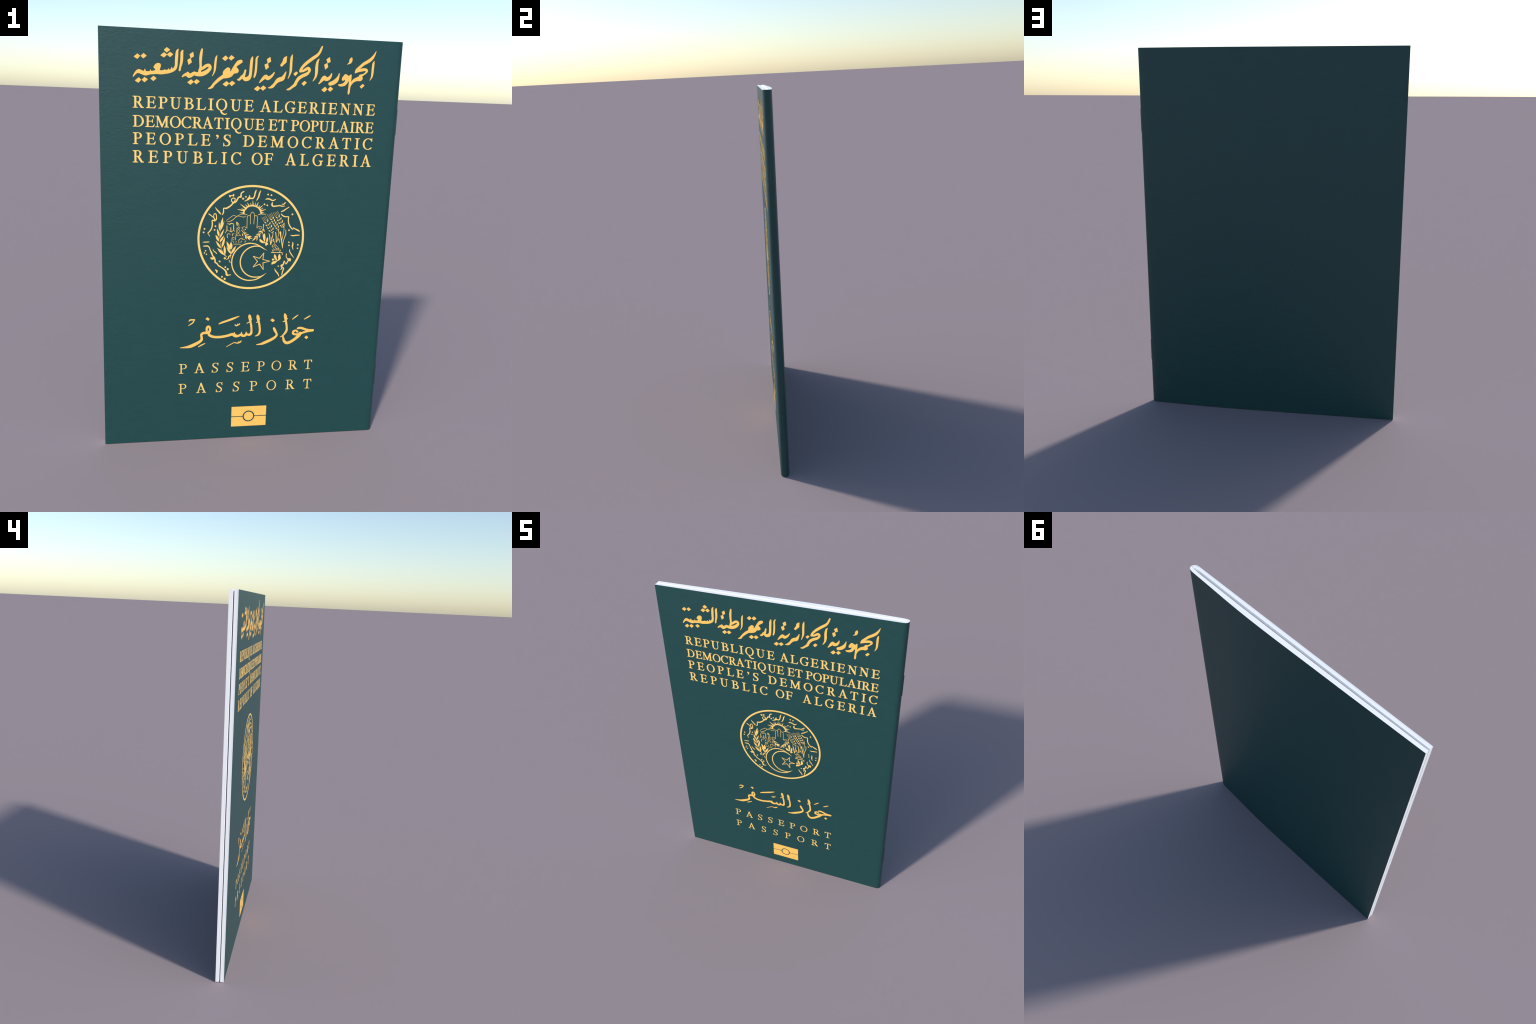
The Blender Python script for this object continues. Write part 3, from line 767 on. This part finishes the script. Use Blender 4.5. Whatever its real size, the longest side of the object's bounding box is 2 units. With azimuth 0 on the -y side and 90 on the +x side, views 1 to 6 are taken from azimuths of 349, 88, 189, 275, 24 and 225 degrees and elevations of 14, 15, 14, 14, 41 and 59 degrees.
        rule(-19.4, 1108.3, 1.5, -20, 1157.4, 1.5),
        ink(-20, 1157.4, 1.5, -18.5, 1167.6, 1.5, -10.8, 1171.4, 1.5, -4.5, 1166.8, 1.3),
        ink(-3.7, 1129, 1.5, -4, 1148.1, 1.5, -4, 1168.6, 1.5, -1.8, 1181.7, 1.5, 5, 1187.9, 1.5, 12.1, 1182.7, 1.5, 15.1, 1168.7, 1.5, 14, 1148.2, 1.5, 13.5, 1129, 1.5),
        ink(15.4, 1166.9, 1.3, 21.4, 1170.6, 1.5, 29, 1166.9, 1.5, 30.7, 1157.6, 1.5, 30.2, 1135.1, 1.5, 29.3, 1110.1, 1.5),
        ink(29.3, 1110.1, 1.3, 35.7, 1116.3, 1.3, 46.9, 1118.2, 1.3, 54.6, 1113.5, 1.2, 49.2, 1106.9, 1.2, 44.2, 1098.8, 1),
        dot(-27.1, 1103, 3),
        dot(40.7, 1108.8, 3),
],
    "town": lambda: [
        ink(-114.9, 1131.8, 1.1, -104, 1128.1, 2.6, -94.9, 1132.4, 2.3, -83.7, 1128.2, 1.9),
        rule(-116.8, 1121.2, 2.1, -116.2, 1099.1, 2.3),
        rule(-116.2, 1099.1, 1.9, -125, 1084.5, 1.3),
        rule(-98, 1110.9, 2.1, -96.5, 1091.6, 2.1),
        rule(-84.5, 1123.1, 2.1, -83.7, 1099.2, 2.3),
        rule(-116.2, 1099.1, 1.1, -108.7, 1096.9, 1.3, -94.6, 1089.8, 1.5, -84.3, 1099.2, 1.3, -78, 1092.6, 1.3),
        ink(-112.9, 1061.9, 1.9, -114.1, 1076.6, 1.7, -106.5, 1082.2, 1.5, -99.2, 1076.6, 1.3),
        ink(-89.1, 1071.3, 1.7, -88.8, 1080, 1.7, -81.4, 1081.3, 1.5),
        rule(-90.5, 1042.8, 1.5, -90.1, 1062.4, 1.5, -78.4, 1063, 1.3),
        rule(-83.2, 1050.7, 1.5, -80.6, 1056.4, 1.3),
        rule(-82.9, 1038.4, 1.5, -80.3, 1044.1, 1.3),
        rule(-71.1, 1038.4, 1.5, -68.5, 1044.1, 1.3),
        ink(-56.3, 1037.4, 1.5, -56.6, 1050.7, 1.5, -47.1, 1058.6, 1.5, -35.9, 1060.1, 1.3),
        ink(-42.4, 1057.3, 1.3, -38.1, 1052.5, 1.3, -27.6, 1052.2, 1.3),
        rule(-46.4, 1038.3, 1.7, -44.2, 1045.9, 1.7),
        rule(-26.7, 1038.3, 1.5, -26, 1045.3, 1.5, -20.8, 1045.9, 1.3),
        rule(-82.3, 1030.3, 1.5, -50.9, 1030.2, 1.5, -46.5, 1027.5, 1.3),
],
    "oil_derrick": lambda: [
        ink(-70.1, 1140.4, 1.1, -69, 1132.9, 3.4, -67.2, 1123.5, 2.3, -67.1, 1120.2, 0.8),
        ink(-69.6, 1139.4, 1.1, -61.5, 1131, 1.5, -58.9, 1123.6, 1.3, -59.1, 1112.3, 1.3),
        rule(-67.4, 1110.4, 1.1, -71.8, 1072.8, 1.3, -73.9, 1050.9, 1.7),
        rule(-69.8, 1110.4, 1.1, -53, 1110.5, 1.1),
        rule(-67.3, 1108.6, 1.1, -52.3, 1094.5, 1.1, -69.1, 1074.7, 1.1),
        rule(-54.3, 1109, 1.1, -68.2, 1094.5, 1.1, -50, 1073.2, 1.2),
        rule(-70.8, 1071.9, 1.1, -48.8, 1071.9, 1.2),
],
    "laurel_wreath": lambda: [
        ink(-45.6, 1099.8, 1.5, -33, 1084.2, 1.9, -22.2, 1069.1, 1.9, -6.8, 1057.7, 1.2),
        leaf(-36.7, 1085.1, -17.5, 1085.1, 3),
        leaf(-41.3, 1083.2, -36.7, 1067.6, 2.8),
        leaf(-27, 1073.8, -7.9, 1078.5, 3),
        leaf(-16.4, 1064.3, 6.4, 1069.1, 3),
        leaf(-26, 1072.4, -20.1, 1053.5, 3.8),
        leaf(-17.4, 1066.7, -2.7, 1049.7, 3.4),
        leaf(-10.7, 1062, 8.7, 1057.2, 3),
        leaf(-16.1, 1067.7, 7, 1068.6, 3.2),
        leaf(-13.1, 1062.9, 10.1, 1056.9, 3),
        leaf(-15.9, 1063.9, -1.7, 1049.3, 2.7),
        ink(61.9, 1127.3, 2.5, 60.9, 1110.7, 1.5, 53.6, 1091.8, 1.5, 41, 1074.7, 1.5, 22.8, 1057.7, 1.2),
        leaf(60.5, 1107.9, 67.2, 1090.3, 3),
        leaf(54.9, 1095.6, 35.8, 1088.9, 3.4),
        leaf(56.3, 1093.7, 57, 1077.6, 2.5),
        leaf(47.3, 1082.3, 25.9, 1076.6, 3.1),
        leaf(45.6, 1078.5, 43.1, 1060.5, 3.1),
        leaf(36.4, 1072.8, 15.1, 1063.4, 2.9),
        leaf(29.2, 1064.8, 8.2, 1045.8, 3.4),
        leaf(34.2, 1066.7, 30.4, 1046.8, 2.9),
],
    "oak_branch": lambda: [
        ink(67, 1078.1, 4.6, 66.1, 1071.5, 6.5, 67.2, 1063.9, 6.5, 68.3, 1054.3, 5, 70.7, 1042.9, 1.6),
        ink(46.5, 1054.9, 1.9, 50.6, 1047.1, 6.1, 59.4, 1041, 5.7, 71, 1036.2, 1.9),
        ink(83.8, 1060.4, 3.5, 82.1, 1050.5, 5, 81.5, 1042.9, 3.8, 78.6, 1035.2, 2.3),
        ink(83.9, 1031, 5, 77, 1028.6, 4.2, 78.8, 1021.3, 1.6),
        ink(70.7, 1042.9, 1.9, 77.9, 1029.5, 2.3),
],
    "oak_sprig": lambda: [
        ink(123.1, 975.9, 3.1, 125.5, 966.8, 6.2, 129.3, 958.1, 4.7, 136.9, 948.3, 1.2),
        ink(147.1, 976, 3.9, 146.6, 965.7, 7, 148, 957.9, 6.2, 141.7, 948.7, 3.1, 136.5, 944, 1.2),
        ink(111.2, 928.7, 2.7, 115.7, 935.8, 6.2, 124.8, 938.3, 6.2, 136, 945.4, 1.6),
        ink(122.3, 952.3, 1.2, 130.1, 949.3, 1.2, 136, 946, 0.8),
        dot(115.6, 952.3, 5.8),
],
    "wheat_stalks": lambda: [
        rule(101.5, 1086.2, 1.4, 113.1, 1094.3, 1.4),
        ink(108.9, 1089, 1.9, 109.5, 1076.7, 1.4, 102.4, 1055.7, 1.2),
        rule(128, 1099.5, 1.4, 140.1, 1105.8, 1.4),
        ink(135.6, 1101.4, 1.9, 138.3, 1082.4, 1.4, 132.9, 1055.7, 1.2, 127.6, 1038.5, 1.2),
        rule(151.2, 1112.8, 1.4, 167.5, 1122.9, 1.4),
        ink(161.5, 1116.6, 2.5, 164, 1103.3, 1.4, 160.5, 1078.6, 1.4, 155.4, 1051.8, 1.6),
        ink(88.8, 1084.8, 1.2, 94.2, 1069, 2.7, 95.9, 1051.9, 2.3, 100.8, 1027, 1.9),
        ink(122.9, 1088.1, 2.3, 126.4, 1065.2, 2.3, 127, 1038.5, 1.6),
        ink(146.2, 1089, 4.6, 149.1, 1069, 2.7, 154, 1046.1, 2.7, 160.9, 1009.9, 1.8),
        ink(172.3, 1101.4, 1.4, 173.8, 1080.5, 2.1, 167.1, 1059.5, 1.9, 162.3, 1040.3, 2, 160.8, 1011.5, 1.2),
        ink(110.2, 1073.4, 1.2, 104.9, 1052.4, 1.9, 100.8, 1026.6, 1.9),
        ink(113.9, 1054.7, 2.3, 115.7, 1044.7, 2.3, 121.4, 1035.2, 0.8),
        ink(112.4, 1053.3, 1.2, 106.8, 1042.8, 1.2, 101.7, 1027.5, 1.2),
        ink(139.6, 1056.2, 2.7, 142.9, 1045.7, 1.9, 144.9, 1036.1, 0.8),
        ink(136.8, 1053.3, 1.2, 131.6, 1042.8, 1.2, 127.1, 1037.1, 0.8),
],
    "crystal_tray": lambda: [
        rule(119.7, 1032.3, 1.2, 107.4, 1019.9, 1.2, 121, 1002.1, 1.2),
        rule(119.7, 1032.3, 1.2, 143.7, 1007.2, 1.2, 137.3, 1002.1, 1.2),
        rule(107.9, 1018.3, 1, 122.1, 1020.8, 1, 121.2, 1027.5, 1, 124.4, 1011.2, 1.4, 129.3, 1008.3, 1.2, 130, 1002.1, 1),
        rule(124.4, 1012.1, 1.4, 131.3, 1008.3, 1.2, 143.1, 1007.8, 1),
        rule(108.7, 1000.3, 1.4, 153.1, 1000.1, 1.4),
        rule(109, 1000.3, 1.4, 116.4, 989.6, 1.4),
        rule(152.7, 1000.1, 1.4, 145.5, 989.5, 1.4),
        rule(105.4, 987.6, 2, 160, 987.3, 2, 161, 976.3, 2),
],
    "crescent": lambda: [
        ink(84.3, 998.4, 0.6, 70.3, 1005.6, 2.1, 56.7, 1014.3, 3.3, 41.1, 1023.9, 2.9, 23.8, 1031.2, 2.9, 0.5, 1034.4, 2.9),
        ink(84.5, 884.1, 0.6, 75.6, 876.8, 1.6, 64.4, 869.1, 3.1, 47.6, 858.5, 3.3, 30.6, 850.9, 2.9, 7.2, 847.2, 2.9),
        ink(62.5, 1010, 1.6, 50.9, 1017, 2.7, 41.3, 1019.5, 2.9, 27.7, 1020.1, 2.9),
        ink(64.4, 870, 1.6, 56.8, 866.8, 2.4, 47.3, 864.6, 2.8, 33.6, 863.5, 2.9),
],
    "star": lambda: [
        rule(100.6, 944.1, 1.6, 64.9, 952.7, 2.3, 69.2, 986, 1.8, 48.4, 958.6, 2.3, 16.3, 969.5, 1.8, 38.9, 943.2, 2.3, 17.3, 915.1, 1.8, 50.1, 929.5, 2.3, 69, 901.2, 1.8, 66.1, 935.6, 2.3, 100.6, 944.1, 1.6),
    ],
}


def wheat_ear(first_left, first_right, left, middle, right, awn_root, awn_tip, rows, mid):
    """One ear: a top pair of grains, rows of two or three grains, four awns."""
    def grain_at(p, kind):
        x, z = p
        if kind == "l":
            return leaf(x + 4.6, z - 2.9, x - 5.4, z + 3.4, 3.0)
        if kind == "r":
            return leaf(x - 1.2, z - 6.2, x + 0.8, z + 6.8, 3.1)
        return leaf(x + 2.8, z - 4.2, x - 2.8, z + 4.4, 2.2)
    shapes = [grain_at(first_left, "l"), grain_at(first_right, "r")]
    for k in range(rows):
        dx, dz = (8.1, -13.3) if mid else (7.0, -10.6)
        shapes.append(grain_at((left[0] + k * dx, left[1] + k * dz), "l"))
        shapes.append(grain_at((right[0] + k * dx, right[1] + k * dz), "r"))
        if mid:
            shapes.append(grain_at((middle[0] + k * dx, middle[1] + k * dz), "m"))
    for k in range(4):
        t = k / 3
        x, z = awn_root[0] + t * awn_tip[0], awn_root[1] + t * awn_tip[1]
        long = 1.0 if k in (0, 3) else 0.93
        shapes.append(rule(x, z, 0.75, x - 13 * long, z + 21 * long, 0.55))
    return shapes


WHEAT = [
    ((70.0, 1136.4), (81.4, 1145.9), (76.2, 1122.3), (85.0, 1126.1), (92.8, 1132.7), (64.0, 1140.5), (18.0, 9.5), 3, True),
    ((97.6, 1152.5), (107.7, 1159.2), (104.2, 1140.8), (0.0, 0.0), (114.3, 1147.9), (91.5, 1154.5), (18.5, 8.2), 4, False),
    ((125.5, 1161.1), (137.1, 1167.8), (130.9, 1147.5), (138.8, 1151.3), (146.1, 1156.5), (119.5, 1164.5), (20.0, 8.2), 3, True),
]


def oval(cx, cz, rx, rz, half, a0=0, a1=360, n=140):
    a = np.radians(np.linspace(a0, a1, n))
    return ("stroke", np.stack([cx + rx * np.cos(a), cz + rz * np.sin(a), np.full(n, half)], 1))


def stamp(name, shapes, parent, step=0.8, parent_at=(0.0, 0.0), foil=None):
    pts = np.vstack([s[1][:, :2] for s in shapes])
    c = (pts.min(0) + pts.max(0)) / 2
    at, base = np.array(on_cover(*c)), np.array(on_cover(*parent_at)) if parent_at != (0.0, 0.0) else np.zeros(3)
    return add_object(name, foil_mesh(name, shapes, step, c, foil), parent, tuple(at - base))


def build():
    passport = bpy.data.objects.new("passport", None)
    bpy.context.scene.collection.objects.link(passport)
    passport["label"] = "closed dark green passport booklet with gold lettering and round emblem"
    passport["category"] = "passport"

    cover = build_cover(passport)
    build_page_block(passport, -1)
    build_page_block(passport, 1)
    ridge = staple_mesh(0.1232)
    build_staple(cover, ridge, 0.2560)
    build_staple(cover, ridge, 1.5682)

    print_letters(cover)
    for word in ("word_people", "word_democratic", "word_algerian", "word_republic", "word_travel", "word_pass"):
        stamp("calligraphy_word", finer(MARKS[word](), 0.35), cover, 1.0, foil=MAT_FOIL)

    centre = (4.4, 1060.4)
    emblem = add_object("emblem", foil_mesh("emblem_ring", [oval(*centre, 256.6, 252.7, 4.9)], 1.0, centre), passport, on_cover(*centre))

    def piece(name, shapes):
        ob = stamp(name, finer(shapes, 0.5), emblem, 0.65, centre)
        ob.location.y -= 0.00005 * (len(emblem.children) % 6)      # crossing lines never share a plane
        return ob

    piece("circular_script", MARKS["emblem_script"]())
    for name in ("olive_branch", "olive_sprig", "hills", "hand", "town", "oil_derrick", "laurel_wreath", "oak_branch", "oak_sprig", "crystal_tray", "star"):
        piece(name, MARKS[name]())
    piece("sun", MARKS["sun"]() + MARKS["sun_arc"]())
    for ear in WHEAT:
        piece("wheat_ear", wheat_ear(*ear))
    piece("wheat_stalks", MARKS["wheat_stalks"]())
    piece("crescent", MARKS["crescent"]() + [oval(3.9, 940.9, 92.5, 93.6, 3.25, 92, 272), oval(30.6, 941.8, 77.2, 78.3, 3.25, 92, 272)])

    # chip symbol: two bars with a gap, broken by a ring around a disc
    x0, x1, z0, z1, cx, cz = -67.0, 114.6, 61.0, 171.6, 22.8, 116.2
    a = np.radians(np.linspace(0, 180, 40))
    gap, out = 2.4, 31.2
    top = [(x0, z1), (x0, cz + gap)] + [(cx - out * math.cos(t), cz + max(gap, out * math.sin(t))) for t in a] + [(x1, cz + gap), (x1, z1)]
    bar_top = ("poly", np.array(top), 0.3)
    bar_bottom = ("poly", np.array([(x, 2 * cz - z if z < z1 else z0) for x, z in top]), 0.3)
    stamp("chip_symbol", [bar_top, bar_bottom, dot(cx, cz, 24.4)], cover, 1.0, foil=MAT_FOIL)


build()
